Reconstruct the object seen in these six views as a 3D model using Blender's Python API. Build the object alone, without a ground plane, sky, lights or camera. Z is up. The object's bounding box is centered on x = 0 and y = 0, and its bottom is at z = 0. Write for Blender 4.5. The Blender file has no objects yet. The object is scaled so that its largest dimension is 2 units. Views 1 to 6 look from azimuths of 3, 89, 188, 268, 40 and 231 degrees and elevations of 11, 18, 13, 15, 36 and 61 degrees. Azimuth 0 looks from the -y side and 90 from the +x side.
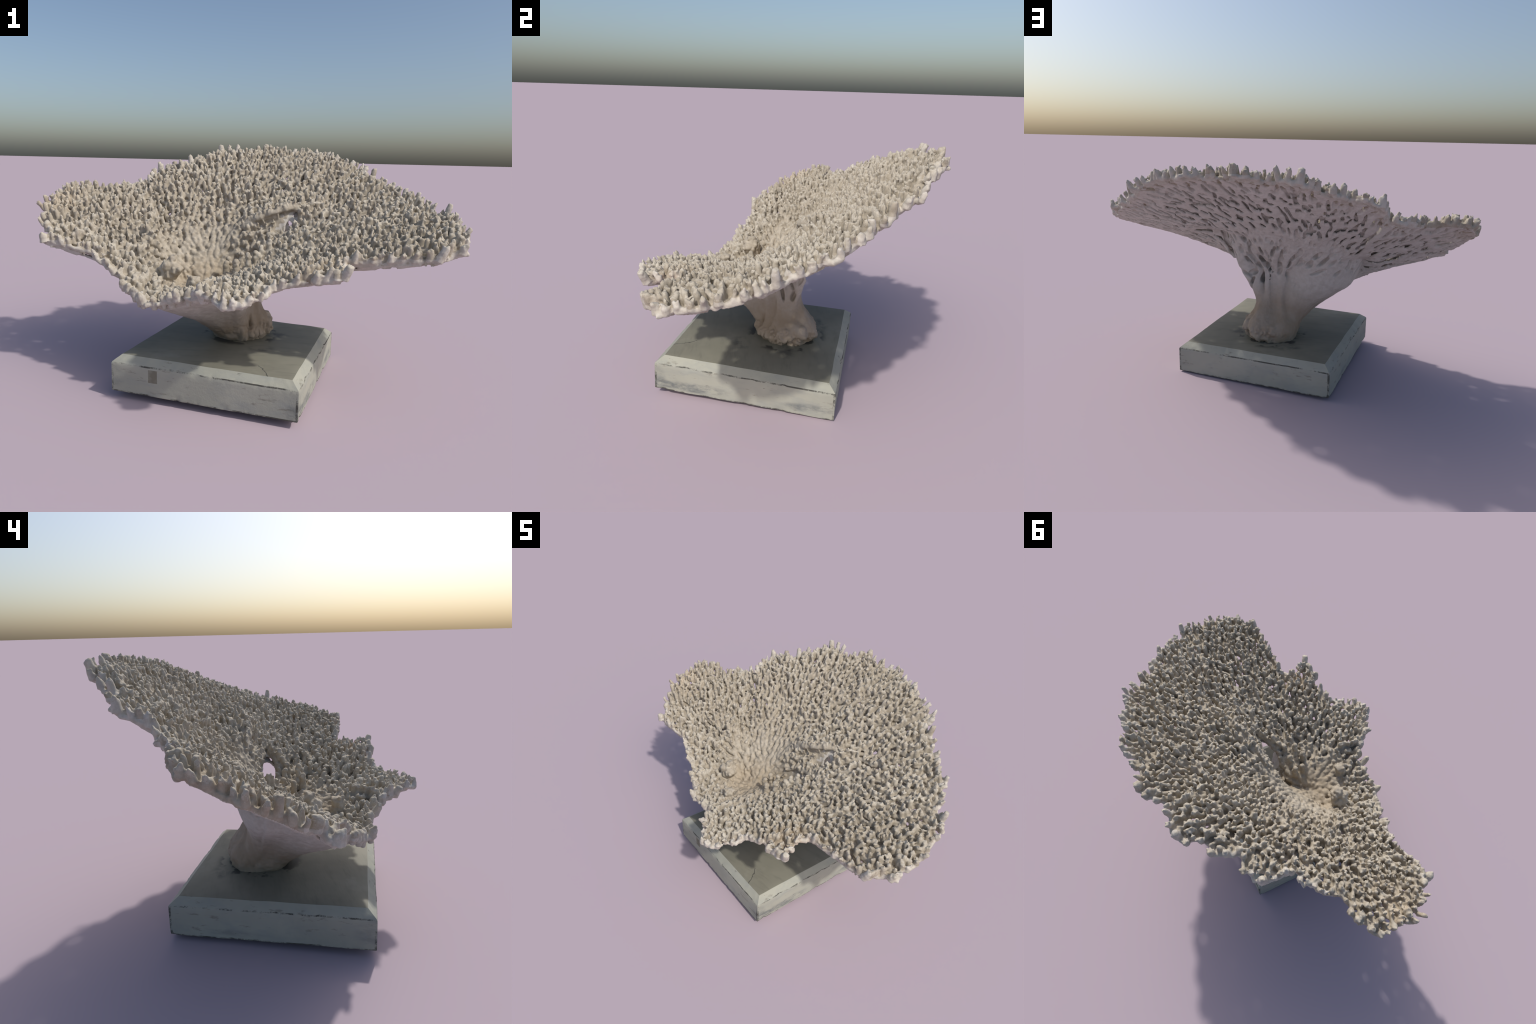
# A dried table coral (a tilted, funnel-shaped plate of fused branches that
# bristles with upright branchlets) glued by its foot to a worn painted slab.
import bpy, math
import numpy as np

rng = np.random.default_rng(7)
TAU = 2 * math.pi

# ------------------------------------------------------------------ helpers
def link(o, parent=None):
    bpy.context.scene.collection.objects.link(o)
    if parent is not None:
        o.parent = parent
    return o


def periodic(deg, table):
    """Closed profile through control points (angle in degrees, value)."""
    a = np.array([t[0] for t in table], float)
    v = np.array([t[1] for t in table], float)
    return np.interp(np.asarray(deg) % 360.0, np.r_[a[-1] - 360, a, a[0] + 360], np.r_[v[-1], v, v[0]])


def smoothstep(a, b, x):
    t = np.clip((x - a) / (b - a), 0, 1)
    return t * t * (3 - 2 * t)


class ValueNoise:
    """Smooth 3D value noise, for displacing meshes."""
    def __init__(self, seed):
        self.t = np.random.default_rng(seed).random(4096) * 2 - 1
    def __call__(self, p):
        i = np.floor(p).astype(np.int64)
        f = p - i
        f = f * f * (3 - 2 * f)
        out = np.zeros(len(p))
        for dx in (0, 1):
            for dy in (0, 1):
                for dz in (0, 1):
                    h = ((i[:, 0] + dx) * 73856093 ^ (i[:, 1] + dy) * 19349663 ^ (i[:, 2] + dz) * 83492791) & 4095
                    w = (f[:, 0] if dx else 1 - f[:, 0]) * (f[:, 1] if dy else 1 - f[:, 1]) * (f[:, 2] if dz else 1 - f[:, 2])
                    out += w * self.t[h]
        return out

noise_a, noise_b = ValueNoise(3), ValueNoise(11)

# ------------------------------------------------------------ plate surface
CENTRE = np.array([-0.13, -0.10])      # bottom of the funnel, in plan
FLOOR_Z = 0.447
# lobes and notches of the rim: (angle, distance from the funnel's bottom)
RIM_R = [(0, 1.115), (5, 1.055), (13, 1.018), (22, .947), (31, .915), (38, .92), (45, .872), (51, .857), (57, .858),
         (65, .815), (72, .808), (77, .79), (83, .752), (90, .775), (95, .785), (98, .735), (105, .722), (110, .668),
         (116, .722), (121, .70), (126, .685), (130, .64), (135, .66), (142, .725), (148, .735), (151, .845),
         (157, .90), (163, .902), (169, .872), (174, .835), (177, .81), (179, .75), (180.5, .765), (182.5, .79), (184, .755), (185, .66), (187, .545), (191, .487),
         (198, .43), (211, .38), (226, .373), (234, .362), (247, .33), (262, .345), (273, .40), (276, .48),
         (283, .575), (291, .632), (297, .58), (304, .535), (309, .56), (314, .603), (318, .68), (321, .757),
         (326, .715), (330, .66), (334, .72), (336, .85), (338, 1.02), (343, 1.10), (351, 1.13), (356, 1.13)]
# height of the rim's lower edge
RIM_Z = [(0, .762), (11, .823), (22, .882), (34, .960), (45, 1.018), (56, 1.040), (68, 1.051), (79, 1.048), (90, 1.039),
         (101, .997), (112, .973), (124, .920), (135, .860), (146, .852), (157, .830), (168, .756), (180, .643),
         (191, .553), (202, .477), (213, .434), (225, .413), (236, .408), (247, .421), (258, .444), (270, .468),
         (281, .484), (292, .500), (304, .519), (315, .560), (326, .599), (337, .635), (348, .694)]
# how the slope runs from the floor to the rim: above 1 steep first, then flat
PROFILE = [(0, 1.66), (30, 1.62), (60, 1.60), (90, 1.54), (120, 1.47), (150, 1.42), (180, 1.14), (225, 1.3), (270, 1.0), (315, 1.1)]
FLAT = [(0, .10), (45, .09), (90, .05), (135, .05), (180, .05), (225, .02), (270, .02), (315, .05)]


def polar(x, y):
    dx, dy = x - CENTRE[0], y - CENTRE[1]
    return np.degrees(np.arctan2(dy, dx)), np.hypot(dx, dy)


def rim_z(deg):
    k = np.arange(0, 360, 3.0)
    v = periodic(k, RIM_Z)
    v = (np.roll(v, 1) + v + np.roll(v, -1)) / 3
    return np.interp(np.asarray(deg) % 360, np.r_[k, 360], np.r_[v, v[0]])


def surface(x, y):
    """Height of the middle of the plate."""
    x, y = np.asarray(x, float), np.asarray(y, float)
    deg, d = polar(x, y)
    # smooth radius, so that notches of the rim do not ripple the plate
    r = sum(periodic(deg + o, RIM_R) for o in (-16, -8, 0, 8, 16)) / 5
    s = np.clip(d / r, 0, 1.25)
    zr = rim_z(deg)
    front = 1 - (1 - np.clip(s, 0, 1)) ** 1.68
    s0 = periodic(deg, FLAT)
    back = 1 - (1 - np.clip((s - s0) / (1 - s0), 0, 1)) ** periodic(deg, PROFILE)
    # free lip: the back sheet stands above the right-hand sheet along a fissure
    width = 0.022 + np.clip(x - 0.20, 0, 1) * 1.1
    w = smoothstep(-.5, .5, (y - 0.065) / width)
    w = np.where(x < 0.02, np.maximum(w, smoothstep(0.02, -.10, x)), w)
    g = front * (1 - w) + back * w
    lip = w * np.interp(x, (-.12, .0, .06, .15, .25, .36, .46), (0, .055, .075, .085, .085, .040, 0)) * np.exp(-(np.maximum(y - .09, 0) / .065) ** 2)
    hollow = .105 * np.exp(-((x - .025) / .070) ** 2 - ((y + .005) / .048) ** 2)
    hollow += .060 * np.exp(-((x + .25) / .065) ** 2 - ((y + .085) / .05) ** 2)
    hollow -= .055 * np.exp(-((x + .42) / .06) ** 2 - ((y + .01) / .07) ** 2)
    # dark throat at the end of the cleft, and the crease that runs on round the floor
    hollow += .060 * np.exp(-((x + .055) / .042) ** 2 - ((y + .005) / .040) ** 2)
    t = np.clip(((x + .03) * -.12 + (y + .02) * -.09) / .0225, 0, 1)
    hollow += .028 * np.exp(-(np.hypot(x + .03 + .12 * t, y + .02 + .09 * t) / .020) ** 2)
    hollow += (1 - w) * .034 * np.exp(-((x - .17) / .10) ** 2 - ((y - .035) / .045) ** 2)
    return FLOOR_Z + (zr + 0.012 - FLOOR_Z) * g + lip - hollow


def slope_dir(x, y, e=.012):
    gx = (surface(x + e, y) - surface(x - e, y)) / (2 * e)
    gy = (surface(x, y + e) - surface(x, y - e)) / (2 * e)
    return gx, gy


# --------------------------------------------------------- building soup
class Soup:
    """Closed convex pieces that are fused afterwards."""
    def __init__(self):
        self.v, self.f, self.n = [], [], 0

    def add(self, v, f):
        if np.einsum('ij,ij->i', v[f[:, 0]], np.cross(v[f[:, 1]], v[f[:, 2]])).sum() < 0:
            f = f[:, ::-1]
        self.v.append(v)
        self.f.append(f + self.n)
        self.n += len(v)

    def rods(self, p, r, sides=7, squash=1.0):
        """p: (n, k, 3) spines, r: (n, k) radii; closed tubes."""
        n, k = r.shape
        t = p[:, -1] - p[:, 0]
        t /= np.linalg.norm(t, axis=1, keepdims=True) + 1e-9
        a = np.where(np.abs(t[:, 2:3]) < .9, np.array([[0, 0, 1.0]]), np.array([[1.0, 0, 0]]))
        u = np.cross(t, a)
        u /= np.linalg.norm(u, axis=1, keepdims=True)
        w = np.cross(u, t)
        ang = np.arange(sides) * TAU / sides
        ring = u[:, None, None] * np.cos(ang)[None, None, :, None] + squash * w[:, None, None] * np.sin(ang)[None, None, :, None]
        v = p[:, :, None] + r[:, :, None, None] * ring
        v = np.concatenate([v.reshape(n, k * sides, 3), p[:, :1], p[:, -1:]], 1)
        f = []
        for i in range(k - 1):
            for j in range(sides):
                j2 = (j + 1) % sides
                f += [(i * sides + j, i * sides + j2, (i + 1) * sides + j2), (i * sides + j, (i + 1) * sides + j2, (i + 1) * sides + j)]
        for j in range(sides):
            j2 = (j + 1) % sides
            f += [(k * sides, j2, j), (k * sides + 1, (k - 1) * sides + j, (k - 1) * sides + j2)]
        f = np.array(f)
        m = k * sides + 2
        self.add(v.reshape(-1, 3), (f[None] + (np.arange(n) * m)[:, None, None]).reshape(-1, 3))

    def balls(self, p, r, zs=1.0):
        lat = np.linspace(-1, 1, 6)
        ph = lat * math.pi / 2
        k = np.stack([np.zeros(6), np.zeros(6), np.sin(ph)], 1)
        n = len(p)
        spine = p[:, None] + k[None] * r[:, None, None] * zs
        self.rods(spine, np.maximum(np.cos(ph)[None] * r[:, None], 1e-4), 8)

    def mesh(self, name):
        v = np.concatenate(self.v)
        f = np.concatenate(self.f)
        return make_mesh(name, v, f)


def make_mesh(name, v, f):
    me = bpy.data.meshes.new(name)
    k = f.shape[1]
    me.vertices.add(len(v))
    me.vertices.foreach_set("co", np.ascontiguousarray(v, np.float32).ravel())
    me.loops.add(f.size)
    me.loops.foreach_set("vertex_index", np.ascontiguousarray(f, np.int32).ravel())
    me.polygons.add(len(f))
    me.polygons.foreach_set("loop_start", np.arange(0, f.size, k, dtype=np.int32))
    me.update(calc_edges=True)
    me.validate()
    return me


# ------------------------------------------------------- the solid trunk
TRUNK = np.array([0.005, 0.030])
# outline of the trunk seen from eight sides: (radius, height) from the foot up
TRUNK_PROFILES = {
    0: [(.120, .17), (.152, .225), (.112, .31), (.092, .37), (.085, .46), (.095, .54)],
    22: [(.125, .17), (.160, .23), (.113, .31), (.104, .38), (.140, .46), (.188, .55)],
    45: [(.135, .17), (.165, .23), (.112, .32), (.080, .38), (.085, .46), (.110, .55)],
    90: [(.130, .17), (.138, .235), (.078, .31), (.056, .38), (.060, .46), (.090, .56)],
    135: [(.135, .17), (.135, .24), (.098, .32), (.080, .39), (.088, .48), (.125, .57)],
    180: [(.118, .17), (.134, .235), (.172, .31), (.230, .37), (.310, .418), (.395, .48)],
    225: [(.125, .17), (.155, .21), (.225, .265), (.305, .31), (.375, .342), (.440, .375)],
    270: [(.120, .17), (.138, .20), (.158, .25), (.190, .30), (.240, .35), (.310, .39)],
    315: [(.130, .17), (.155, .215), (.128, .28), (.108, .34), (.122, .42), (.175, .48)],
}
TRUNK_END = [(0, .18), (22, .27), (48, .23), (90, .26), (135, .32), (180, .46), (225, .47), (270, .40), (315, .28), (340, .20)]
NTH = 480


def catmull(points, n):
    p = np.asarray(points, float)
    p = np.vstack([2 * p[0] - p[1], p, 2 * p[-1] - p[-2]])
    out = []
    m = len(p) - 3
    for t in np.linspace(0, m - 1e-6, n):
        i = int(t)
        u = t - i
        a, b, c, d = p[i:i + 4]
        out.append(.5 * ((2 * b) + (c - a) * u + (2 * a - 5 * b + 4 * c - d) * u * u + (3 * b - a - 3 * c + d) * u ** 3))
    return np.array(out)


def build_trunk(soup):
    th = np.arange(NTH) * 360.0 / NTH
    keys = sorted(TRUNK_PROFILES)
    prof = np.array([TRUNK_PROFILES[k] for k in keys])
    edges = np.r_[keys, 360]
    i0 = np.searchsorted(edges, th, side="right") - 1
    u = (th - edges[i0]) / (edges[i0 + 1] - edges[i0])
    u = u * u * (3 - 2 * u)
    ctrl = prof[i0] * (1 - u)[:, None, None] + prof[(i0 + 1) % len(keys)] * u[:, None, None]
    end = periodic(th, TRUNK_END)
    c, s = np.cos(np.radians(th)), np.sin(np.radians(th))
    ex, ey = TRUNK[0] + end * c, TRUNK[1] + end * s
    # stay inside the rim
    deg, d = polar(ex, ey)
    lim = periodic(deg, RIM_R) - .03
    k = np.minimum(1, lim / d)
    ex, ey = CENTRE[0] + (ex - CENTRE[0]) * k, CENTRE[1] + (ey - CENTRE[1]) * k
    ez = surface(ex, ey) - .042
    rows = 92
    grid = np.zeros((rows, NTH, 3))
    for j in range(NTH):
        rr = math.hypot(ex[j] - TRUNK[0], ey[j] - TRUNK[1])
        pts = [q for q in ctrl[j] if q[0] < rr - .02 or q[1] < .3]
        pts = [q for q in pts if q[1] < ez[j] - .01]
        pts.append((rr, ez[j]))
        cv = catmull(pts, rows)
        phi = math.atan2(ey[j] - TRUNK[1], ex[j] - TRUNK[0])
        w = np.linspace(0, 1, rows)
        dphi = (phi - math.radians(th[j]) + math.pi) % TAU - math.pi
        aa = math.radians(th[j]) + dphi * w
        grid[:, j, 0] = TRUNK[0] + cv[:, 0] * np.cos(aa)
        grid[:, j, 1] = TRUNK[1] + cv[:, 0] * np.sin(aa)
        grid[:, j, 2] = cv[:, 1]
    # relief: long folds up the trunk, rough broken foot, slits between the ribs
    P = grid.reshape(-1, 3)
    out = np.stack([P[:, 0] - TRUNK[0], P[:, 1] - TRUNK[1], np.zeros(len(P))], 1)
    ang = np.arctan2(out[:, 1], out[:, 0])
    out /= np.linalg.norm(out, axis=1, keepdims=True) + 1e-9
    foot = smoothstep(.32, .20, P[:, 2])
    ribs = noise_a(np.stack([ang * 4.2, P[:, 2] * 3.0, np.zeros(len(P))], 1)) * .012 * smoothstep(.22, .40, P[:, 2])
    lump = noise_b(P * 15) * .014 + noise_a(P * 32) * .010 + np.abs(noise_b(P * 70)) * .006
    right = smoothstep(-.2, .9, np.cos(ang - math.radians(15)))
    amp = foot * (.35 + 1.0 * right)
    dent = np.zeros(len(P))
    for a0, z0, wa, wz, dp in ((47, .50, .06, .07, .05), (62, .60, .05, .045, .05), (38, .56, .05, .03, .04), (83, .55, .045, .05, .03),
                               (76, .47, .035, .05, .02), (140, .52, .04, .03, .03), (150, .47, .035, .025, .02), (-40, .20, .10, .03, .03),
                               (-62, .24, .06, .05, .03), (105, .60, .03, .03, .03), (20, .29, .2, .012, .012), (-35, .57, .22, .06, .05), (70, .58, .14, .06, .035)):
        da = (ang - math.radians(a0) + math.pi) % TAU - math.pi
        dent += dp * np.exp(-(da / wa) ** 2 - ((P[:, 2] - z0) / wz) ** 2)
    P = P + out * (ribs + lump * amp + noise_a(P * 9) * .004 - dent)[:, None]
    # slits between the ribs that fan out from the trunk
    grid = P.reshape(rows, NTH, 3)
    du = np.roll(grid, -1, 1) - np.roll(grid, 1, 1)
    dv = np.gradient(grid, axis=0)
    nrm = np.cross(du, dv)
    nrm /= np.linalg.norm(nrm, axis=2, keepdims=True) + 1e-9
    ang2 = np.arctan2(grid[..., 1] - TRUNK[1], grid[..., 0] - TRUNK[0])
    rho = np.hypot(grid[..., 0] - TRUNK[0], grid[..., 1] - TRUNK[1])
    run = np.cumsum(np.linalg.norm(np.diff(grid, axis=0, prepend=grid[:1]), axis=2), 0)
    dent2 = np.zeros(rho.shape)
    taken = []
    for k in range(4000):
        i, j = int(rng.integers(20, rows - 1)), int(rng.integers(0, NTH))
        q = grid[i, j]
        t = (run[i, j] - run[-1, j]) / .32 + 1             # 1 at the plate, 0 far down the trunk
        if q[2] < .40 or t < 0 or (q[0] < -.10 and q[1] < .16 and q[2] < .55) or (q[1] < -.05 and q[2] < .5) or rng.random() > .25 + .75 * t:
            continue
        la, wa = rng.uniform(.014, .042) * (1.3 - .5 * t), rng.uniform(.0045, .0095)
        if any((q - o[0]) @ (q - o[0]) < (.55 * (la + o[1]) + .006) ** 2 for o in taken):
            continue
        taken.append((q, la))
        r0 = rho[i, j]
        da = ((ang2 - ang2[i, j] + math.pi) % TAU - math.pi) * r0
        dl = run - run[i, j]
        da = da - .30 * dl * rng.normal(0, 1)
        e = (da / wa) ** 2 + (dl / la) ** 2
        dent2 = np.maximum(dent2, (.016 + .016 * rng.random()) * smoothstep(1.5, .55, e))
    grid = grid - nrm * dent2[..., None]
    roof = surface(grid[..., 0], grid[..., 1]) - .036
    grid[..., 2] = np.where(grid[..., 2] > .47, np.minimum(grid[..., 2], roof), grid[..., 2])
    # top: follows the funnel floor
    top = []
    for t in np.linspace(1, 0.02, 64):
        x = CENTRE[0] + (ex - CENTRE[0]) * t
        y = CENTRE[1] + (ey - CENTRE[1]) * t
        bed = smoothstep(.17, .08, np.hypot(x + .14, y + .06))
        q = np.stack([x, y, surface(x, y) - .014 + .018 * bed], 1)
        q[:, 2] += ((noise_a(q * 30) * .010 + noise_b(q * 62) * .007 - smoothstep(.12, .0, np.abs(noise_a(q * 22 + 3))) * .009) * (.4 + .8 * bed))
        top.append(q)
    ring = np.concatenate([grid, np.array(top)], 0)
    K = len(ring)
    v = np.vstack([ring.reshape(-1, 3), [[TRUNK[0], TRUNK[1], .165]], [[CENTRE[0], CENTRE[1], FLOOR_Z]]])
    j = np.arange(NTH)
    j2 = (j + 1) % NTH
    f = []
    for i in range(K - 1):
        f.append(np.stack([i * NTH + j, i * NTH + j2, (i + 1) * NTH + j2], 1))
        f.append(np.stack([i * NTH + j, (i + 1) * NTH + j2, (i + 1) * NTH + j], 1))
    f.append(np.stack([np.full(NTH, K * NTH), j2, j], 1))
    f.append(np.stack([np.full(NTH, K * NTH + 1), (K - 1) * NTH + j, (K - 1) * NTH + j2], 1))
    me = make_mesh("trunk_core", v, np.concatenate(f))
    ob = link(bpy.data.objects.new("trunk_core", me))
    # the crack that opens right through beside the free lip
    cut = Soup()
    a, b = np.array([-.03, -.012, .612]), np.array([.40, -.055, .48])
    k = np.linspace(0, 1, 8)
    spine = (a[None] * (1 - k[:, None]) + b[None] * k[:, None])[None]
    cut.rods(spine, np.array([[.02, .038, .042, .046, .05, .05, .05, .05]]), 14, 1.95)
    co = link(bpy.data.objects.new("crack_cutter", cut.mesh("crack_cutter")))
    m = ob.modifiers.new("crack", "BOOLEAN")
    m.operation, m.object, m.solver = "DIFFERENCE", co, "EXACT"
    dg = bpy.context.evaluated_depsgraph_get()
    e = ob.evaluated_get(dg).to_mesh()
    e.calc_loop_triangles()
    tv = np.empty(len(e.vertices) * 3, np.float32)
    e.vertices.foreach_get("co", tv)
    tf = np.empty(len(e.loop_triangles) * 3, np.int32)
    e.loop_triangles.foreach_get("vertices", tf)
    soup.add(tv.reshape(-1, 3).astype(float), tf.reshape(-1, 3))
    ob.evaluated_get(dg).to_mesh_clear()
    for o in (ob, co):
        d = o.data
        bpy.data.objects.remove(o)
        bpy.data.meshes.remove(d)


def in_crack(x, y):
    """Plan of the open crack beside the lip (no branches grow there)."""
    t = np.clip((x + .01) / .18, 0, 1)
    return np.hypot(x + .01 - t * .18, y + .002 + t * .030) < .038 * (1 - .35 * np.abs(2 * t - .8))


# ---------------------------------------------------- network of branches
def sample_nodes():
    """Sites of the branchlets: evenly spread, in loose radial rows."""
    cell = .02
    # rim sites first
    nodes, rim = [], []
    a = 0.0
    while a < 360:
        r = periodic(a, RIM_R)
        rr = r - (.030 if surface(CENTRE[0] + r * math.cos(math.radians(a)), CENTRE[1] + r * math.sin(math.radians(a))) > .6 else .017) + rng.normal(0, .010) + .010 * math.sin(a * 1.3) * math.sin(a * .37)
        if rng.random() < .10:
            a += 1.6
            continue
        nodes.append((CENTRE[0] + rr * math.cos(math.radians(a)), CENTRE[1] + rr * math.sin(math.radians(a))))
        rim.append(True)
        dr = abs(periodic(a + 2, RIM_R) - periodic(a - 2, RIM_R)) / 4
        a += rng.uniform(.032, .05) / math.hypot(r, math.degrees(dr)) * 180 / math.pi
    buckets = {}
    def put(i):
        buckets.setdefault((int(nodes[i][0] // cell), int(nodes[i][1] // cell)), []).append(i)
    for i in range(len(nodes)):
        put(i)
    ax, ay = np.meshgrid(np.linspace(-1.1, 1.1, 221), np.linspace(-.8, .8, 161))
    sx, sy = slope_dir(ax, ay)
    lean = np.clip((1 + sx * sx + sy * sy) ** .25, 1, 1.6)
    def slope_at(x, y):
        return lean[int((y + .8) * 100 + .5), int((x + 1.1) * 100 + .5)]
    tries = rng.random((90000, 3))
    for tx, ty, tq in tries:
        x, y = -1.05 + 2.1 * tx, -.75 + 1.5 * ty
        dx, dy = x - CENTRE[0], y - CENTRE[1]
        d = math.hypot(dx, dy)
        if d > periodic(math.degrees(math.atan2(dy, dx)), RIM_R) - .035 or d < 1e-3:
            continue
        sp = .0205 + .006 * tq
        sp /= slope_at(x, y)
        ux, uy = dx / d, dy / d
        bx, by = int(x // cell), int(y // cell)
        ok = True
        for i in range(bx - 2, bx + 3):
            for j in range(by - 2, by + 3):
                for n in buckets.get((i, j), ()):
                    ex, ey = nodes[n][0] - x, nodes[n][1] - y
                    al, ac = ex * ux + ey * uy, -ex * uy + ey * ux
                    if al * al * 1.1 + ac * ac * .75 < sp * sp:
                        ok = False
                        break
                if not ok:
                    break
            if not ok:
                break
        if ok:
            nodes.append((x, y))
            rim.append(False)
            put(len(nodes) - 1)
    n = np.array(nodes)
    rim = np.array(rim)
    keep = ~in_crack(n[:, 0], n[:, 1]) & ~((n[:, 0] > .17) & (n[:, 0] < .29) & (np.abs(n[:, 1] - .062) < .020))
    return n[keep], rim[keep]


def build_plate(soup):
    xy, rim = sample_nodes()
    n = len(xy)
    x, y = xy.T
    z = surface(x, y)
    deg, d = polar(x, y)
    R = periodic(deg, RIM_R)
    s = d / R
    p = np.stack([x, y, z], 1)
    inward = -np.stack([x - CENTRE[0], y - CENTRE[1]], 1) / (d[:, None] + 1e-6)
    links = {}
    for i in range(n):
        dv = p - p[i]
        dd = np.linalg.norm(dv, axis=1)
        near = np.where((dd < .085) & (dd > 1e-6))[0]
        if len(near) == 0:
            continue
        cosa = (dv[near, :2] @ inward[i]) / (np.linalg.norm(dv[near, :2], axis=1) + 1e-9)
        cost = dd[near] * (1 + 1.8 * (1 - cosa)) + np.where(d[near] > d[i], .05, 0) + np.where(np.abs(dv[near, 2]) > .06, .2, 0)
        o = near[np.argsort(cost)]
        links[(min(i, o[0]), max(i, o[0]))] = 1
        if len(o) > 1 and rng.random() < .42:
            links.setdefault((min(i, o[1]), max(i, o[1])), 1)
        for q in near[np.argsort(dd[near])][:3]:
            if dd[q] < .045 and abs(dv[q, 2]) < .035 and rng.random() < .30:
                links.setdefault((min(i, q), max(i, q)), 0)
    L = np.array(list(links.keys()))
    kind = np.array(list(links.values()))
    q = (p[L[:, 0]] + p[L[:, 1]]) / 2
    ok = ~in_crack(q[:, 0], q[:, 1]) & ~((np.abs(p[L[:, 0], 2] - p[L[:, 1], 2]) > .05) & (np.hypot(q[:, 0] - .12, q[:, 1] - .06) < .2))
    L, kind = L[ok], kind[ok]
    inner = smoothstep(.75, .35, s)
    front = smoothstep(.55, .46, z)            # the low front rim is thick and fleshy
    rad = .0095 + .004 * inner + .004 * front + .0015 * rng.normal(size=n)
    rad = np.clip(rad, .008, .022)
    a, b = L.T
    f = np.where(kind == 1, 1.0, .75)
    mid = (p[a] + p[b]) / 2 + rng.normal(0, .003, (len(L), 3))
    mid[:, 2] -= np.where(kind == 1, .001, .004)
    spine = np.stack([p[a], mid, p[b]], 1)
    r3 = np.stack([rad[a] * f, (rad[a] + rad[b]) / 2 * f * .88, rad[b] * f], 1)
    soup.rods(spine, r3, 8, 1.05)
    soup.balls(p, rad * 1.03)
    # blunt lobes hanging at the edge, thickest on the low front rim
    e = np.where(rim)[0]
    e = e[rng.random(len(e)) < .85]
    drop = (.008 + .016 * front[e]) * rng.uniform(.3, 1.5, len(e))
    lo, hi = p[e].copy(), p[e].copy()
    lo[:, 2] -= drop
    hi[:, 2] += .022
    lr = (.0105 + .0055 * front[e]) * rng.uniform(.75, 1.3, len(e))
    soup.rods(np.stack([lo, (lo + hi) / 2, hi], 1), lr[:, None] * np.array([[.75, 1.05, .85]]), 9)
    # bars that bridge neighbouring edge branches
    bar = np.arange(len(e) - 1)
    bar = bar[(np.linalg.norm(p[e[1:]] - p[e[:-1]], axis=1) < .065) & (rng.random(len(bar)) < .55)]
    a2, b2 = p[e[bar]], p[e[bar + 1]]
    m2 = (a2 + b2) / 2 + rng.normal(0, .004, a2.shape)
    away = m2[:, :2] - CENTRE
    m2[:, :2] += away / np.linalg.norm(away, axis=1, keepdims=True) * rng.uniform(-.004, .016, (len(bar), 1))
    soup.rods(np.stack([a2, m2, b2], 1), rng.uniform(.008, .0135, (len(bar), 1)) * np.array([[1, 1.1, 1]]), 8)
    # crests that tie neighbouring branchlets into rows running outward
    crest = (kind == 1) & (rng.random(len(L)) < .42) & (np.abs(p[a, 2] - p[b, 2]) < .05)
    lift = np.array([0, 0, 1.0]) * (.012 * smoothstep(.12, .4, np.hypot(p[a, 0] + .12, p[a, 1] + .04)))[:, None]
    soup.rods((spine + lift[:, None])[crest], np.array([[.0085, .0070, .0085]]) * np.ones((crest.sum(), 1)), 7)
    return p, rim, s, deg, rad, front


SLIT_STEP = .003


def slit_map(count, seed, length, width):
    """Plan of the elongated gaps left between the fused branches."""
    r = np.random.default_rng(seed)
    W, H = 720, 500
    g = np.zeros((H, W), bool)
    placed = []
    for k in range(count * 6):
        if len(placed) >= count:
            break
        x, y = r.uniform(-1.03, 1.03), r.uniform(-.70, .70)
        deg, d = polar(x, y)
        R = float(periodic(deg, RIM_R))
        if d > R - .05 or d < .20:
            continue
        a = r.uniform(*length) * (.6 + .6 * r.random())
        b = r.uniform(*width)
        t = math.radians(deg) + r.normal(0, .22)
        if any(abs(x - q[0]) < .06 and abs(y - q[1]) < .06 and
               (((x - q[0]) * q[4] + (y - q[1]) * q[5]) / (a + q[2] + .010)) ** 2 + ((-(x - q[0]) * q[5] + (y - q[1]) * q[4]) / (b + q[3] + .011)) ** 2 < 1 for q in placed):
            continue
        c, sn = math.cos(t), math.sin(t)
        placed.append((x, y, a, b, c, sn))
        i, j = int((x + 1.08) / SLIT_STEP), int((y + .75) / SLIT_STEP)
        m = int(a / SLIT_STEP) + 2
        jj, ii = np.mgrid[max(j - m, 0):min(j + m, H), max(i - m, 0):min(i + m, W)]
        px, py = ii * SLIT_STEP - 1.08 - x, jj * SLIT_STEP - .75 - y
        u, v = px * c + py * sn, -px * sn + py * c
        v = v + .25 * b * np.sin(u / a * 3)
        g[jj, ii] |= (u / a) ** 2 + (v / (b * (1 - .35 * u / a))) ** 2 < 1
    return g


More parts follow.
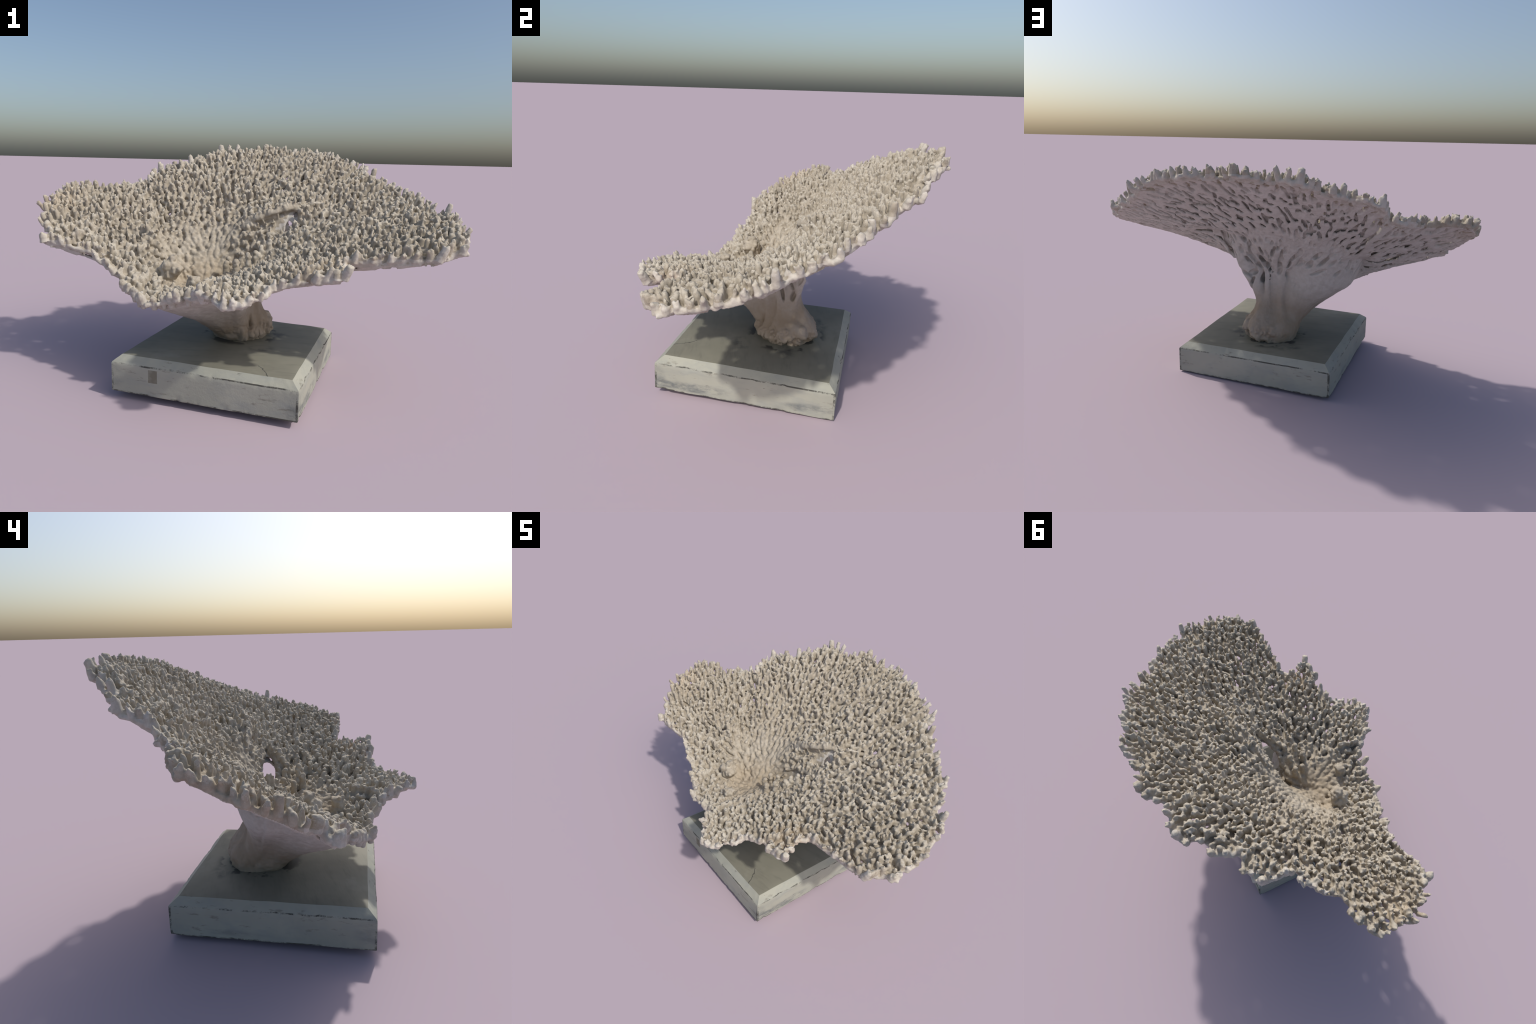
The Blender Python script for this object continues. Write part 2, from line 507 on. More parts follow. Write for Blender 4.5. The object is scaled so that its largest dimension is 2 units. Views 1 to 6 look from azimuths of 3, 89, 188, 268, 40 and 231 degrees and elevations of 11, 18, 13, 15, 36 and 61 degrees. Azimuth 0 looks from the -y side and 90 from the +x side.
def build_sheet(soup, depth, half, slits, nt=1300, ns=270, start=.02):
    """A thin web fused between the branches, pierced by slits that run outward."""
    th = np.arange(nt) * 360.0 / nt
    T, S = np.meshgrid(th, np.linspace(start, 1, ns))
    R = periodic(T, RIM_R) - .036
    D = R * S
    x = CENTRE[0] + D * np.cos(np.radians(T))
    y = CENTRE[1] + D * np.sin(np.radians(T))
    z = surface(x, y)
    open_ = slits[np.clip(((y + .75) / SLIT_STEP).astype(int), 0, slits.shape[0] - 1), np.clip(((x + 1.08) / SLIT_STEP).astype(int), 0, slits.shape[1] - 1)]
    open_ = open_ | in_crack(x, y)
    gx, gy = slope_dir(x, y)
    steep = np.minimum(np.sqrt(1 + gx * gx + gy * gy), 2.2)
    thick = half * steep
    low = depth * (1 + .28 * smoothstep(.95, .35, S)) * (1 - .6 * smoothstep(.85, 1, S))
    keep = ~(open_[:-1] | open_[1:] | np.roll(open_, -1, 1)[:-1] | np.roll(open_, -1, 1)[1:])
    jump = (np.hypot(gx, gy) > 2.0) & (x > .03) & (x < .30) & (np.abs(y - .062) < .03)
    keep &= ~(jump[:-1] | jump[1:])
    top = np.stack([x, y, z - low * steep + thick], -1).reshape(-1, 3)
    bot = np.stack([x, y, z - low * steep - thick], -1).reshape(-1, 3)
    n = nt * ns
    i, j = np.where(keep)
    j2 = (j + 1) % nt
    a, b, c, d = i * nt + j, i * nt + j2, (i + 1) * nt + j2, (i + 1) * nt + j
    tri = [np.stack([a, c, b], 1), np.stack([a, d, c], 1), np.stack([a, b, c], 1) + n, np.stack([a, c, d], 1) + n]
    def wall(mask, p, q):
        tri.append(np.stack([p[mask], q[mask], q[mask] + n], 1))
        tri.append(np.stack([p[mask], q[mask] + n, p[mask] + n], 1))
    pad = np.zeros((ns + 1, nt), bool)
    pad[1:-1] = keep
    wall(~pad[i, j], a, b)
    wall(~pad[i + 2, j], c, d)
    wall(~np.roll(keep, 1, 1)[i, j], d, a)
    wall(~np.roll(keep, -1, 1)[i, j], b, c)
    soup.add(np.concatenate([top, bot]), np.concatenate(tri))


def build_branchlets(soup, p, rim, s, deg, rad, front):
    n = len(p)
    gx, gy = slope_dir(p[:, 0], p[:, 1])
    radial = np.stack([np.cos(np.radians(deg)), np.sin(np.radians(deg)), np.zeros(n)], 1)
    nrm = np.stack([-gx, -gy, np.ones(n)], 1)
    nrm /= np.linalg.norm(nrm, axis=1, keepdims=True)
    up = np.array([[0, 0, 1.0]])
    steep = np.clip(np.hypot(gx, gy) - .7, 0, 1)
    axis = up + (.25 + 1.1 * steep)[:, None] * nrm + (.05 + .15 * s ** 2)[:, None] * radial + rng.normal(0, .15, (n, 3))
    axis[rim] += rng.uniform(0, .45, (rim.sum(), 1)) * radial[rim]
    axis /= np.linalg.norm(axis, axis=1, keepdims=True)
    dfloor = np.hypot(p[:, 0] + .14, p[:, 1] + .06)
    grow = smoothstep(.10, .36, dfloor)
    clump = 1 + .30 * noise_a(p * 9) + .25 * noise_b(p * 22)
    h = (.012 + .028 * grow) * (1 + rng.normal(0, .24, n)) * clump
    h = np.clip(h, .008, .06)
    h *= 1 - .35 * np.exp(-((p[:, 0] - .15) / .11) ** 2 - ((p[:, 1] - .02) / .045) ** 2)
    h[rim] *= rng.uniform(.55, 1.45, rim.sum())
    r0 = np.clip((.0097 + .0016 * rng.normal(size=n) + .0030 * front) * (.6 + .4 * clump), .0062, .016)
    r0[rim] *= 1.35
    bend = rng.normal(0, .0025, (n, 3))
    k = np.array([0, .35, .7, 1.0])
    spine = p[:, None] + axis[:, None] * (.80 * h[:, None] * k[None])[..., None] + bend[:, None] * (k * k)[None, :, None]
    taper = np.array([1.25, 1.05, 1.0, .78])
    soup.rods(spine, r0[:, None] * taper[None], 8)
    top = spine[:, 2]
    # pointed tips: one leader and a few side ones
    cnt = rng.integers(2, 6, n)
    P0, P1, RR = [], [], []
    side = np.cross(axis, rng.normal(size=(n, 3)))
    side /= np.linalg.norm(side, axis=1, keepdims=True)
    side2 = np.cross(axis, side)
    for t in range(5):
        m = cnt > t
        ang = TAU * t / np.maximum(cnt, 2) + rng.normal(0, .5, n)
        sp = rng.uniform(.3, .95, n) * (t > 0) + rng.uniform(0, .25, n) * (t == 0)
        dirv = axis + sp[:, None] * (side * np.cos(ang)[:, None] + side2 * np.sin(ang)[:, None])
        dirv /= np.linalg.norm(dirv, axis=1, keepdims=True)
        start = spine[:, 1] + (top - spine[:, 1]) * rng.uniform(.3, 1.0, (n, 1)) if t else top
        ln = (.006 + .009 * grow) * rng.uniform(.6, 1.5, n)
        P0.append(start[m])
        P1.append((start + dirv * (ln + r0 * .5)[:, None])[m])
        RR.append((r0 * rng.uniform(.52, .78, n))[m])
    P0, P1, RR = np.concatenate(P0), np.concatenate(P1), np.concatenate(RR)
    k = np.array([0, .5, .85, 1.0])
    sp = P0[:, None] * (1 - k)[None, :, None] + P1[:, None] * k[None, :, None]
    soup.rods(sp, RR[:, None] * np.array([1.1, .88, .66, .36])[None], 6)
    return spine, h


def build_extras(soup):
    """Knob, knobbly clump and stones on the floor; fat fingers along the cleft."""
    P, R = [], []
    for c, rad, cnt in (((-.165, -.287, .497), .030, 14), ((-.285, -.150, .560), .026, 16), ((-.305, -.175, .540), .026, 12), ((-.27, -.165, .525), .034, 14),
                        ((-.30, -.15, .505), .045, 8), ((-.165, -.287, .465), .034, 8), ((-.14, -.06, .452), .016, 3)):
        c = np.array(c)
        P.append(c)
        R.append(rad)
        for i in range(cnt):
            d = rng.normal(size=3)
            d[2] = abs(d[2]) * .9 - .1
            d /= np.linalg.norm(d)
            P.append(c + d * rad * rng.uniform(.75, 1.1))
            R.append(rad * rng.uniform(.22, .42))
    for x, y, top, rad in ((.09, -.105, .600, .018), (.025, -.088, .590, .015), (-.035, -.075, .560, .019), (-.045, -.118, .555, .018), (.005, -.165, .570, .018),
                           (.06, -.150, .600, .017), (.15, -.075, .655, .016), (-.005, .045, .60, .013), (.07, .05, .64, .015), (.115, -.085, .625, .015)):
        base = float(surface(x, y)) - .03
        n = max(3, int((top - base) / rad * 1.3))
        for t in np.linspace(0, 1, n):
            P.append(np.array([x, y, base + (top - base) * t]) + rng.normal(0, .002, 3))
            R.append(rad * (1.15 - .35 * t))
        for i in range(6):
            d = rng.normal(size=3)
            d /= np.linalg.norm(d)
            P.append(np.array([x, y, top - .01]) + d * rad * .8)
            R.append(rad * rng.uniform(.25, .45))
    # chipped, craggy collar round the foot
    for k in range(46):
        a = math.radians(rng.uniform(-75, 85))
        z = rng.uniform(.172, .25)
        rr = (.118 + .034 * smoothstep(.16, .22, z) + rng.uniform(-.020, .004)) * (1 - .10 * abs(math.sin(a)))
        P.append(np.array([TRUNK[0] + rr * math.cos(a), TRUNK[1] + rr * math.sin(a), z]))
        R.append(rng.choice((.009, .013, .019, .027)))
    # low knobs on the funnel floor
    for k in range(150):
        a, d = rng.uniform(0, TAU), .17 * math.sqrt(rng.random())
        x, y = -.14 + 1.2 * d * math.cos(a), -.09 + .9 * d * math.sin(a)
        P.append(np.array([x, y, float(surface(x, y)) + rng.uniform(-.004, .006)]))
        R.append(rng.uniform(.006, .0135))
    # knobs on the wall under the lip and on the floor of the cleft
    for k in range(100):
        x, y = rng.uniform(-.03, .19), rng.uniform(.025, .085)
        if k > 70:
            x, y = rng.uniform(-.03, .12), rng.uniform(-.035, .02)
            if in_crack(x, y) and x > .03:
                continue
        z = float(surface(x, y)) - .008
        r = rng.uniform(.007, .0125)
        for t in range(3):
            P.append(np.array([x, y - .006 * t, z + .007 * t]))
            R.append(r * (1 - .22 * t))
    # the free lip: a thick curled edge that overhangs the wall
    for x in np.arange(.015, .285, .007):
        z = float(surface(x, .088))
        out = .030 * math.sin(math.pi * min(1, max(0, (x - .0) / .29))) + .004 * math.sin(x * 90)
        for t in np.linspace(0, 1, 4):
            P.append(np.array([x, .090 - out * t + rng.normal(0, .001), z + .002 + .004 * t]))
            R.append(.0125 + .0015 * math.sin(x * 140 + t))
        if rng.random() < .75:
            for t in range(4):
                P.append(np.array([x + rng.normal(0, .004), .086 - out * rng.uniform(.3, 1), z + .012 + .008 * t]))
                R.append(.0095 - .0014 * t)
    soup.balls(np.array(P), np.array(R))


VOXEL = .0037


def build_coral():
    soup = Soup()
    build_trunk(soup)
    p, rim, s, deg, rad, front = build_plate(soup)
    spine, h = build_branchlets(soup, p, rim, s, deg, rad, front)
    net = slit_map(1150, 21, (.016, .055), (.0052, .0105))
    through = slit_map(480, 33, (.012, .030), (.005, .009))
    build_sheet(soup, .031, .0055, net | through, start=.24)
    build_sheet(soup, .014, .0045, through)
    build_extras(soup)
    me = soup.mesh("coral_soup")
    ob = link(bpy.data.objects.new("coral_soup", me))
    m = ob.modifiers.new("fuse", "REMESH")
    m.mode, m.voxel_size = "VOXEL", VOXEL
    m = ob.modifiers.new("soften", "SMOOTH")
    m.factor, m.iterations = .5, 2
    dg = bpy.context.evaluated_depsgraph_get()
    e = ob.evaluated_get(dg)
    fused = e.to_mesh()
    nv, nf = len(fused.vertices), len(fused.polygons)
    v = np.empty(nv * 3, np.float32)
    fused.vertices.foreach_get("co", v)
    f = np.empty(nf * 4, np.int32)
    fused.loops.foreach_get("vertex_index", f)
    e.to_mesh_clear()
    bpy.data.objects.remove(ob)
    bpy.data.meshes.remove(me)
    v, f = v.reshape(-1, 3).astype(float), f.reshape(-1, 4)
    # crusty, chipped foot and a fine grain over the whole skeleton
    nv = vertex_normals(v, f)
    a = np.arctan2(v[:, 1] - TRUNK[1], v[:, 0] - TRUNK[0])
    foot = smoothstep(.275, .225, v[:, 2] + .02 * noise_b(v * 16)) * (.25 + .75 * smoothstep(-.3, .4, np.cos(a - .1)))
    crust = (np.abs(noise_a(v * 26)) - .25) * .020 + (np.abs(noise_b(v * 58)) - .25) * .012
    grain = noise_a(v * 95) * .0011 + noise_b(v * 45) * .0013
    v = v + nv * (foot * crust + grain)[:, None]
    v[:, 2] = np.maximum(v[:, 2], .160)
    print("coral faces", nf, "sites", len(p))
    return v, f, p, rim, spine, h


def vertex_normals(v, f):
    n = np.cross(v[f[:, 2]] - v[f[:, 0]], v[f[:, 3]] - v[f[:, 1]])
    out = np.zeros_like(v)
    for c in range(3):
        out[:, c] = sum(np.bincount(f[:, k], n[:, c], len(v)) for k in range(4))
    return out / (np.linalg.norm(out, axis=1, keepdims=True) + 1e-12)


def label_faces(v, f, p, spine):
    """-1 trunk, -2 plate, otherwise the number of the branchlet."""
    c = v[f].mean(1)
    mid = (spine[:, 1] + spine[:, 2]) / 2
    st, x0, y0 = .004, -1.1, -.85
    W, H = 560, 430
    best = np.full((H, W), 1e9)
    lab = np.full((H, W), -2)
    for i, q in enumerate(mid):
        a, b = int((q[0] - x0) / st), int((q[1] - y0) / st)
        r = 8
        xs, ys = np.arange(max(a - r, 0), min(a + r + 1, W)), np.arange(max(b - r, 0), min(b + r + 1, H))
        dd = (x0 + (xs[None] + .5) * st - q[0]) ** 2 + (y0 + (ys[:, None] + .5) * st - q[1]) ** 2
        sl = (slice(ys[0], ys[-1] + 1), slice(xs[0], xs[-1] + 1))
        m = dd < best[sl]
        best[sl] = np.where(m, dd, best[sl])
        lab[sl] = np.where(m, i, lab[sl])
    ix = np.clip(((c[:, 0] - x0) / st).astype(int), 0, W - 1)
    iy = np.clip(((c[:, 1] - y0) / st).astype(int), 0, H - 1)
    l = lab[iy, ix]
    high = c[:, 2] - surface(c[:, 0], c[:, 1])
    ok = (l >= 0)
    lift = np.where(ok, c[:, 2] - p[np.maximum(l, 0), 2], 0)
    out = np.where(ok & (lift > .0105) & (high > .0), l, -2)
    rt = np.hypot(c[:, 0] - TRUNK[0], c[:, 1] - TRUNK[1])
    trunk = (high < -.03) & (rt < np.interp(c[:, 2], [.2, .32, .40, .50], [.35, .24, .20, .20]))
    out = np.where(trunk, -1, out)
    return out


def submesh(name, v, f, nrm, mat, mat2=None, second=None, mat3=None):
    used, inv = np.unique(f, return_inverse=True)
    me = make_mesh(name, v[used], inv.reshape(f.shape))
    me.materials.append(mat)
    if mat2 is not None:
        me.materials.append(mat2)
        if mat3 is not None:
            me.materials.append(mat3)
        me.polygons.foreach_set("material_index", second.astype(np.int32))
    me.polygons.foreach_set("use_smooth", np.ones(len(me.polygons), bool))
    if len(me.vertices) == len(used):
        me.normals_split_custom_set_from_vertices(nrm[used].astype(np.float32))
    return me


# ---------------------------------------------------------------- materials
class Nodes:
    def __init__(self, name):
        self.mat = bpy.data.materials.new(name)
        self.mat.use_nodes = True
        self.t = self.mat.node_tree
        self.bsdf = self.t.nodes["Principled BSDF"]
        self.pos = self.t.nodes.new("ShaderNodeTexCoord").outputs["Object"]
    def link(self, a, b):
        self.t.links.new(a, b)
    def noise(self, scale, detail=4, rough=.6, vec=None, stretch=None):
        v = vec or self.pos
        if stretch:
            m = self.t.nodes.new("ShaderNodeMapping")
            m.inputs["Scale"].default_value = stretch
            self.link(v, m.inputs[0])
            v = m.outputs[0]
        n = self.t.nodes.new("ShaderNodeTexNoise")
        n.inputs["Scale"].default_value, n.inputs["Detail"].default_value, n.inputs["Roughness"].default_value = scale, detail, rough
        self.link(v, n.inputs["Vector"])
        return n.outputs["Fac"]
    def ramp(self, fac, stops):
        r = self.t.nodes.new("ShaderNodeValToRGB")
        while len(r.color_ramp.elements) < len(stops):
            r.color_ramp.elements.new(.5)
        for e, (q, c) in zip(r.color_ramp.elements, stops):
            e.position = q
            e.color = (c, c, c, 1) if isinstance(c, (int, float)) else (*c, 1)
        self.link(fac, r.inputs[0])
        return r.outputs[0]
    def mix(self, fac, a, b, mode="MIX"):
        m = self.t.nodes.new("ShaderNodeMix")
        m.data_type, m.blend_type = "RGBA", mode
        for sock, val in ((m.inputs[0], fac), (m.inputs[6], a), (m.inputs[7], b)):
            if isinstance(val, (int, float)):
                sock.default_value = val
            elif isinstance(val, tuple):
                sock.default_value = (*val, 1)
            else:
                self.link(val, sock)
        return m.outputs[2]
    def math(self, op, a, b=0.0, clamp=False):
        m = self.t.nodes.new("ShaderNodeMath")
        m.operation, m.use_clamp = op, clamp
        for sock, val in zip(m.inputs, (a, b)):
            if isinstance(val, (int, float)):
                sock.default_value = val
            else:
                self.link(val, sock)
        return m.outputs[0]
    def xyz(self, vec=None):
        s = self.t.nodes.new("ShaderNodeSeparateXYZ")
        self.link(vec or self.pos, s.inputs[0])
        return s.outputs
    def near(self, centre, radius, soft, squash=(1, 1, 1)):
        """1 inside a blob round a place on the object, 0 outside."""
        m = self.t.nodes.new("ShaderNodeMapping")
        m.vector_type = "TEXTURE"
        m.inputs["Location"].default_value = centre
        m.inputs["Scale"].default_value = squash
        self.link(self.pos, m.inputs[0])
        ln = self.t.nodes.new("ShaderNodeVectorMath")
        ln.operation = "LENGTH"
        self.link(m.outputs[0], ln.inputs[0])
        r = self.t.nodes.new("ShaderNodeMapRange")
        r.interpolation_type = "SMOOTHSTEP"
        r.inputs["From Min"].default_value, r.inputs["From Max"].default_value = radius + soft, radius - soft
        self.link(ln.outputs["Value"], r.inputs["Value"])
        return r.outputs[0]
    def bump(self, h, strength, dist):
        b = self.t.nodes.new("ShaderNodeBump")
        b.inputs["Strength"].default_value, b.inputs["Distance"].default_value = strength, dist
        self.link(h, b.inputs["Height"])
        self.link(b.outputs[0], self.bsdf.inputs["Normal"])
    def done(self, col, rough=.9, spec=.15):
        self.link(col, self.bsdf.inputs["Base Color"])
        self.bsdf.inputs["Roughness"].default_value = rough
        self.bsdf.inputs["Specular IOR Level"].default_value = spec
        return self.mat


def coral_material(name, base, dark, pale, tan=(.37, .30, .21), edge=False):
    k = Nodes(name)
    big = k.noise(3.2, 3, .5)
    col = k.ramp(big, [(.30, base), (.70, pale)])
    fine = k.noise(38, 5, .65)
    col = k.mix(k.ramp(fine, [(.40, 0.0), (.62, .70)]), col, dark)
    # dust and silt that has settled on the funnel floor
    floor = k.near((-.13, -.10, .46), .15, .11, (1.15, .95, .7))
    gate = k.math("MULTIPLY", floor, k.ramp(k.noise(16, 4, .6), [(.25, .45), (.6, 1.0)]))
    col = k.mix(k.math("MULTIPLY", gate, .65), col, tan)
    # ochre stains on two stretches of rim
    stain = k.math("MAXIMUM", k.near((.42, -.44, .57), .08, .06, (2.0, 1, 1)), k.near((-.90, .10, .84), .10, .08))
    stain = k.math("MULTIPLY", stain, k.ramp(k.noise(22, 4), [(.35, 0.0), (.65, .45)]))
    col = k.mix(stain, col, (.50, .38, .25))
    # brown broken foot
    foot = k.near((.0, .02, .20), .24, .12, (1.1, 1, .95))
    col = k.mix(k.math("MULTIPLY", foot, k.ramp(k.noise(9, 5, .6), [(.2, .6), (.7, 1.0)])), col, (.285, .22, .15))
    h = k.math("ADD", k.noise(120, 4, .6), k.math("MULTIPLY", k.noise(420, 3, .6), .5))
    k.bump(h, .35, .004)
    return k.done(col, .88, .12)


def plinth_materials():
    out = []
    for name in ("worn_paint", "worn_paint_edge"):
        k = Nodes(name)
        col = k.ramp(k.noise(3, 4, .6), [(.3, (.32, .322, .27)), (.7, (.40, .396, .332))])
        col = k.mix(k.ramp(k.noise(7, 6, .65, stretch=(1, 1, 2.5)), [(.48, 0.0), (.68, .5)]), col, (.27, .29, .275))
        col = k.mix(k.ramp(k.noise(30, 5, .7, stretch=(.4, .4, 1.6)), [(.60, 0.0), (.68, .7)]), col, (.20, .19, .155))
        col = k.mix(k.ramp(k.noise(24, 6, .75, stretch=(.45, .45, 2.2)), [(.66, 0.0), (.71, .85)]), col, (.075, .075, .065))
        # blue-black scuffs low on the side that faces +x, brown square mark on the front
        for c, r, sq, amt in (((.33, -.42, .055), 1, (.10, .17, .022), .85), ((.46, .11, .045), 1, (.10, .10, .018), .6), ((-.50, -.36, .10), 1, (.05, .06, .05), .35),
                              ((.29, -.56, .06), 1, (.04, .04, .07), .5), ((-.42, .20, .05), 1, (.08, .14, .015), .35)):
            m = k.math("MULTIPLY", k.near(c, r, .45, sq), k.ramp(k.noise(14, 5, .7, stretch=(.6, .6, 1.6)), [(.38, 0.0), (.60, amt)]))
            col = k.mix(m, col, (.085, .10, .115))
        x, y, z = k.xyz()
        along = k.math("SUBTRACT", k.math("ADD", x, k.math("MULTIPLY", k.noise(60), .006)), -.308)
        sq = k.math("MULTIPLY", k.math("LESS_THAN", k.math("ABSOLUTE", along), .020), k.math("LESS_THAN", k.math("ABSOLUTE", k.math("SUBTRACT", z, .118)), .028))
        sq = k.math("MULTIPLY", sq, k.math("LESS_THAN", y, -.36))
        col = k.mix(k.math("MULTIPLY", sq, k.ramp(k.noise(30, 4), [(.3, .55), (.6, .9)])), col, (.17, .155, .115))
        if "edge" in name:
            m = k.ramp(k.noise(5, 9, .85), [(.465, 0.0), (.54, .9)])
            col = k.mix(m, col, (.055, .053, .045))
        k.bump(k.noise(60, 6, .65), .3, .004)
        out.append(k.done(col, .75, .25))
    k = Nodes("stained_top")
    col = k.ramp(k.noise(3.2, 5, .6), [(.30, (.165, .160, .125)), (.70, (.235, .228, .178))])
    col = k.mix(k.ramp(k.noise(14, 6, .7, stretch=(.5, 2.4, 1)), [(.50, 0.0), (.70, .35)]), col, (.11, .107, .085))
    col = k.mix(k.ramp(k.noise(5, 5, .6), [(.60, 0.0), (.72, .4)]), col, (.29, .285, .24))
    glue = k.near((.02, .03, .18), .185, .02)
    col = k.mix(k.math("MULTIPLY", glue, k.ramp(k.noise(10, 3), [(.50, 0.0), (.56, .85)])), col, (.035, .036, .033))
    for c in ((.13, -.19, .17), (.20, .02, .165), (-.10, .21, .17)):
        col = k.mix(k.math("MULTIPLY", k.near(c, 1, .6, (.05, .035, .05)), k.ramp(k.noise(18, 4), [(.42, 0.0), (.58, .6)])), col, (.045, .048, .048))
    # hairline crack near the front corner
    x, y, z = k.xyz()
    line = k.math("ABSOLUTE", k.math("ADD", k.math("SUBTRACT", x, .175), k.math("ADD", k.math("MULTIPLY", k.math("ADD", y, .44), .35), k.math("MULTIPLY", k.noise(14, 3), .05))))
    line = k.math("MULTIPLY", k.math("LESS_THAN", line, .0022), k.math("MULTIPLY", k.math("LESS_THAN", y, -.40), k.math("LESS_THAN", -.52, y)))
    col = k.mix(k.math("MULTIPLY", line, .8), col, (.05, .05, .045))
    k.bump(k.noise(70, 5, .6, stretch=(.6, 2, 1)), .2, .003)
    top = k.done(col, .62, .3)
    return out[0], top, out[1]


# ------------------------------------------------------------------ plinth
def build_plinth(parent):
    bottom = np.array([[-.502, -.373, .028], [.292, -.572, .026], [.482, .213, .0], [-.311, .410, .014]])
    side_h, top_h, inset = .131, .159, .036
    centre = bottom[:, :2].mean(0)
    up = np.cross(bottom[1] - bottom[0], bottom[3] - bottom[0])
    up /= np.linalg.norm(up)
    N = 90
    t = np.linspace(0, 1, N, endpoint=False)
    def loop(pts):
        return np.concatenate([pts[i] + (pts[(i + 1) % 4] - pts[i]) * t[:, None] for i in range(4)])
    def inward(pts, a):
        out = pts.copy()
        for i in range(4):
            e1 = pts[(i + 1) % 4] - pts[i]
            e2 = pts[(i - 1) % 4] - pts[i]
            out[i] += a * (e1 / np.linalg.norm(e1) + e2 / np.linalg.norm(e2))
        return out
    b, bi = bottom, inward(bottom, inset)
    rings = [loop(inward(b, .005)), loop(b + up * .004)]
    for q in np.linspace(.008, side_h - .005, 9):
        rings.append(loop(b + up * q))
    rings += [loop(inward(b, .0025) + up * (side_h + .001)), loop(inward(b, .018) + up * ((side_h + top_h) / 2)),
              loop(inward(b, inset - .002) + up * (top_h - .001)), loop(inward(b, inset + .004) + up * top_h)]
    for q in np.linspace(.15, .97, 9):
        rings.append(loop(bi + up * top_h) * (1 - q) + (bi.mean(0) + up * top_h) * q)
    r = np.array(rings)
    K, M = r.shape[:2]
    P = r.reshape(-1, 3)
    out = np.stack([P[:, 0] - centre[0], P[:, 1] - centre[1], np.zeros(len(P))], 1)
    out /= np.linalg.norm(out, axis=1, keepdims=True) + 1e-9
    ring_id = np.repeat(np.arange(K), M)
    edge = np.isin(ring_id, (0, 1, 2, 10, 11, 12)).astype(float)
    chip = np.maximum(noise_a(P * 30) - .35, 0) * .012 + np.maximum(noise_b(P * 60) - .4, 0) * .008
    P = P - out * (edge * chip)[:, None] + np.stack([noise_a(P * 12), noise_b(P * 12), noise_a(P * 14 + 5)], 1) * .0012
    P[:, 2] = np.maximum(P[:, 2], 0)
    v = np.vstack([P, [bottom.mean(0)], [bi.mean(0) + up * top_h]])
    j = np.arange(M)
    j2 = (j + 1) % M
    f = [np.stack([i * M + j, i * M + j2, (i + 1) * M + j2, (i + 1) * M + j], 1) for i in range(K - 1)]
    quads = np.concatenate(f)
    me = bpy.data.meshes.new("plinth")
    faces = [tuple(q) for q in quads] + [(K * M, int(b_), int(a_)) for a_, b_ in zip(j, j2)] + [(K * M + 1, int((K - 1) * M + a_), int((K - 1) * M + b_)) for a_, b_ in zip(j, j2)]
    me.from_pydata([tuple(q) for q in v], [], faces)
    paint, top, dark = plinth_materials()
    for m in (paint, top, dark):
        me.materials.append(m)
    idx = np.zeros(len(faces), np.int32)
    row = np.repeat(np.arange(K - 1), M)
    fc = v[quads].mean(1)
    near_corner = np.minimum(np.tile(j, K - 1) % N, N - 1 - np.tile(j, K - 1) % N)
    idx[:len(quads)][row >= 13] = 1
    idx[len(quads) + M:] = 1
    idx[:len(quads)][(row == 10) | (row <= 1) | ((near_corner == 0) & (row < 11))] = 2
    me.polygons.foreach_set("material_index", idx)
    me.shade_smooth()
    me.set_sharp_from_angle(angle=math.radians(28))
    return link(bpy.data.objects.new("plinth", me), parent)


# ------------------------------------------------------------------- scene
root = link(bpy.data.objects.new("mounted_table_coral", None))
root["label"] = "dried cream table coral plate mounted on worn square slab"
root["category"] = "coral"
build_plinth(root)

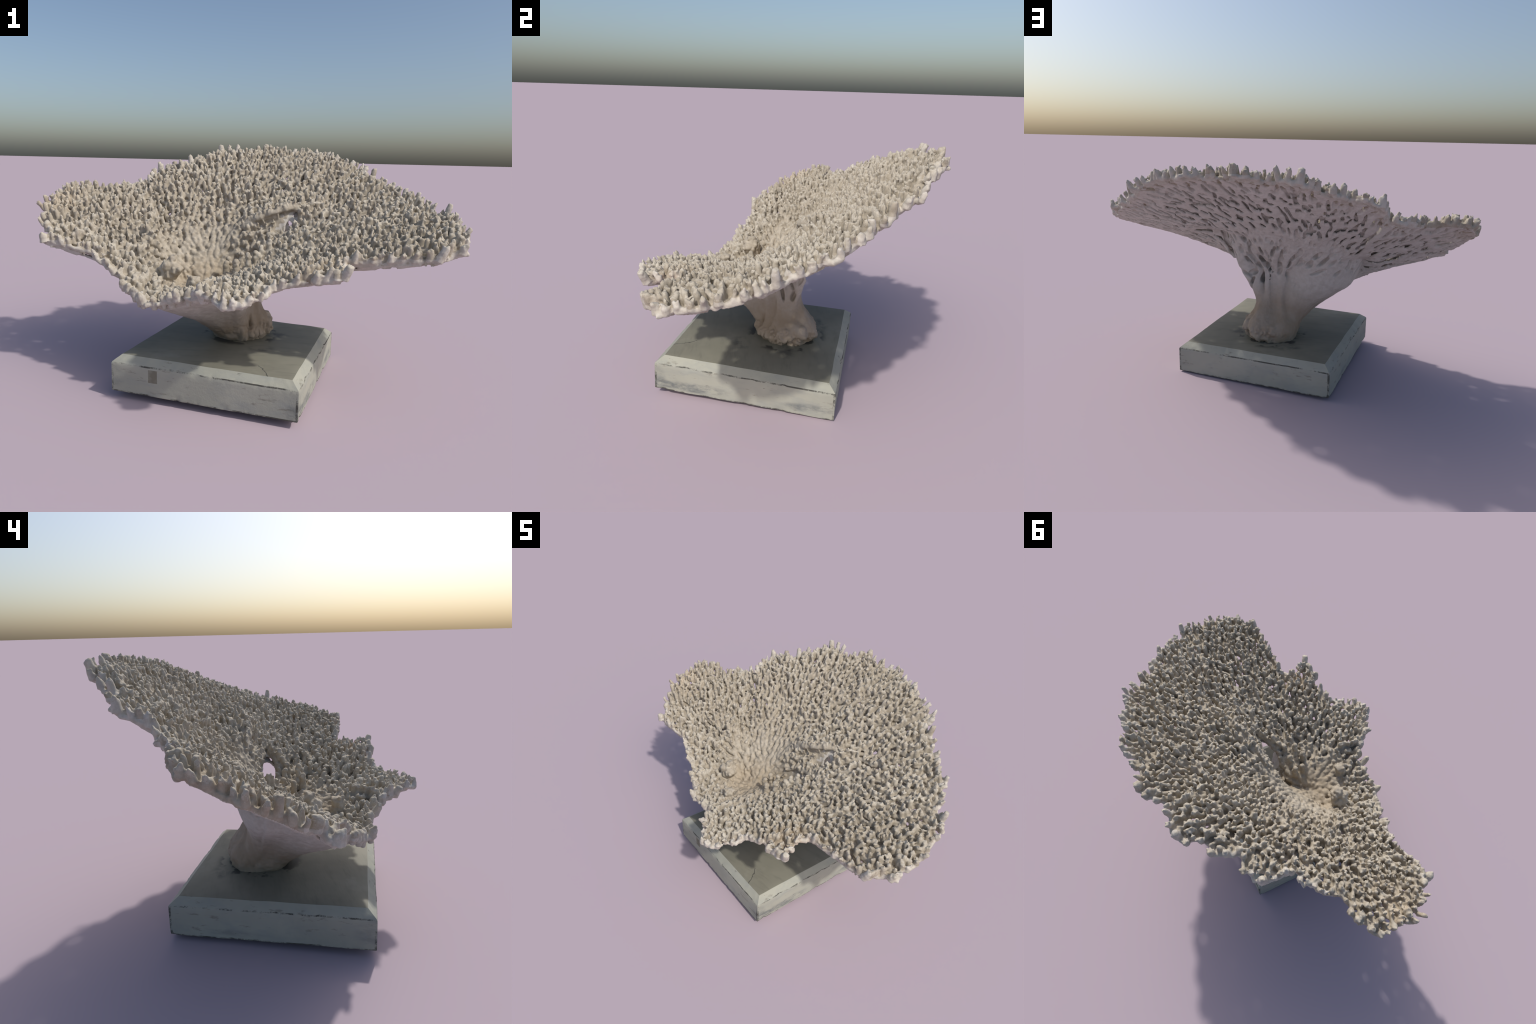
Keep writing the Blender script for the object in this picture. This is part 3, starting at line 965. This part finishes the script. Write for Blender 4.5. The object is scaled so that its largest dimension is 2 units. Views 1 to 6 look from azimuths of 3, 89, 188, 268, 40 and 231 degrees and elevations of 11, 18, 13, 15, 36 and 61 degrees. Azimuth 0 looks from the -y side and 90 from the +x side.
v, f, p, rim, spine, h = build_coral()
nrm = vertex_normals(v, f)
lab = label_faces(v, f, p, spine)
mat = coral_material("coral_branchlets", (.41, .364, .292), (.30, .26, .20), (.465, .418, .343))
mat_plate = coral_material("coral_plate", (.535, .50, .45), (.455, .42, .37), (.59, .56, .51))
mat_tip = coral_material("coral_tips", (.465, .422, .348), (.38, .34, .275), (.52, .478, .40))  # lightened against the flanks, mostly baked-in occlusion contrast painted on the tips
mat_rim = coral_material("coral_growing_edge", (.50, .46, .40), (.40, .36, .30), (.58, .545, .485), edge=True)
fc = v[f].mean(1)
deg, d = polar(fc[:, 0], fc[:, 1])
lobe = (deg % 360 > 145) & (deg % 360 < 176)
wobble = .012 * noise_a(fc * 14) + .010 * noise_b(fc * 40)
outer = (d > periodic(deg, RIM_R) - .040 + wobble) & ~lobe
reach = spine[:, 3, 2] - p[:, 2]
own = np.maximum(lab, 0)
level = (fc[:, 2] - p[own, 2]) / np.maximum(reach[own], .012)
tip = (lab >= 0) & (level + .22 * noise_b(fc * 90) + .30 * noise_a(fc * 7) + rng.normal(0, .14, len(fc)) > .98) & (reach[own] > .020)
is_pale = rim & (rng.random(len(p)) < .8) & ~((polar(p[:, 0], p[:, 1])[0] % 360 > 145) & (polar(p[:, 0], p[:, 1])[0] % 360 < 176))
slot = np.where(outer, 1, np.where(fc[:, 2] - surface(fc[:, 0], fc[:, 1]) > -.016, 2, 0))  # slot 2: plate top takes the darker branchlet colour, tinting in gap shade
trunk = link(bpy.data.objects.new("trunk", submesh("trunk", v, f[lab == -1], nrm, mat_plate)), root)
plate = link(bpy.data.objects.new("plate", submesh("plate", v, f[lab == -2], nrm, mat_plate, mat_rim, slot[lab == -2], mat)), root)
area = np.bincount(lab[lab >= 0], minlength=len(p))
named = np.argsort(-area, kind="stable")[:300]
order = np.argsort(lab, kind="stable")
starts = np.searchsorted(lab[order], named)
ends = np.searchsorted(lab[order], named, side="right")
for i, a, b in zip(named, starts, ends):
    me = submesh("branchlet", v, f[order[a:b]], nrm, mat_rim if is_pale[i] else mat, mat_tip, tip[order[a:b]])
    link(bpy.data.objects.new("branchlet", me), plate)
rest = (lab >= 0) & ~np.isin(lab, named)
field = link(bpy.data.objects.new("branchlet_field", submesh("branchlet_field", v, f[rest], nrm, mat, mat_rim, np.where(is_pale[lab[rest]], 1, np.where(tip[rest], 2, 0)), mat_tip)), plate)
field["kind"] = "stuff"
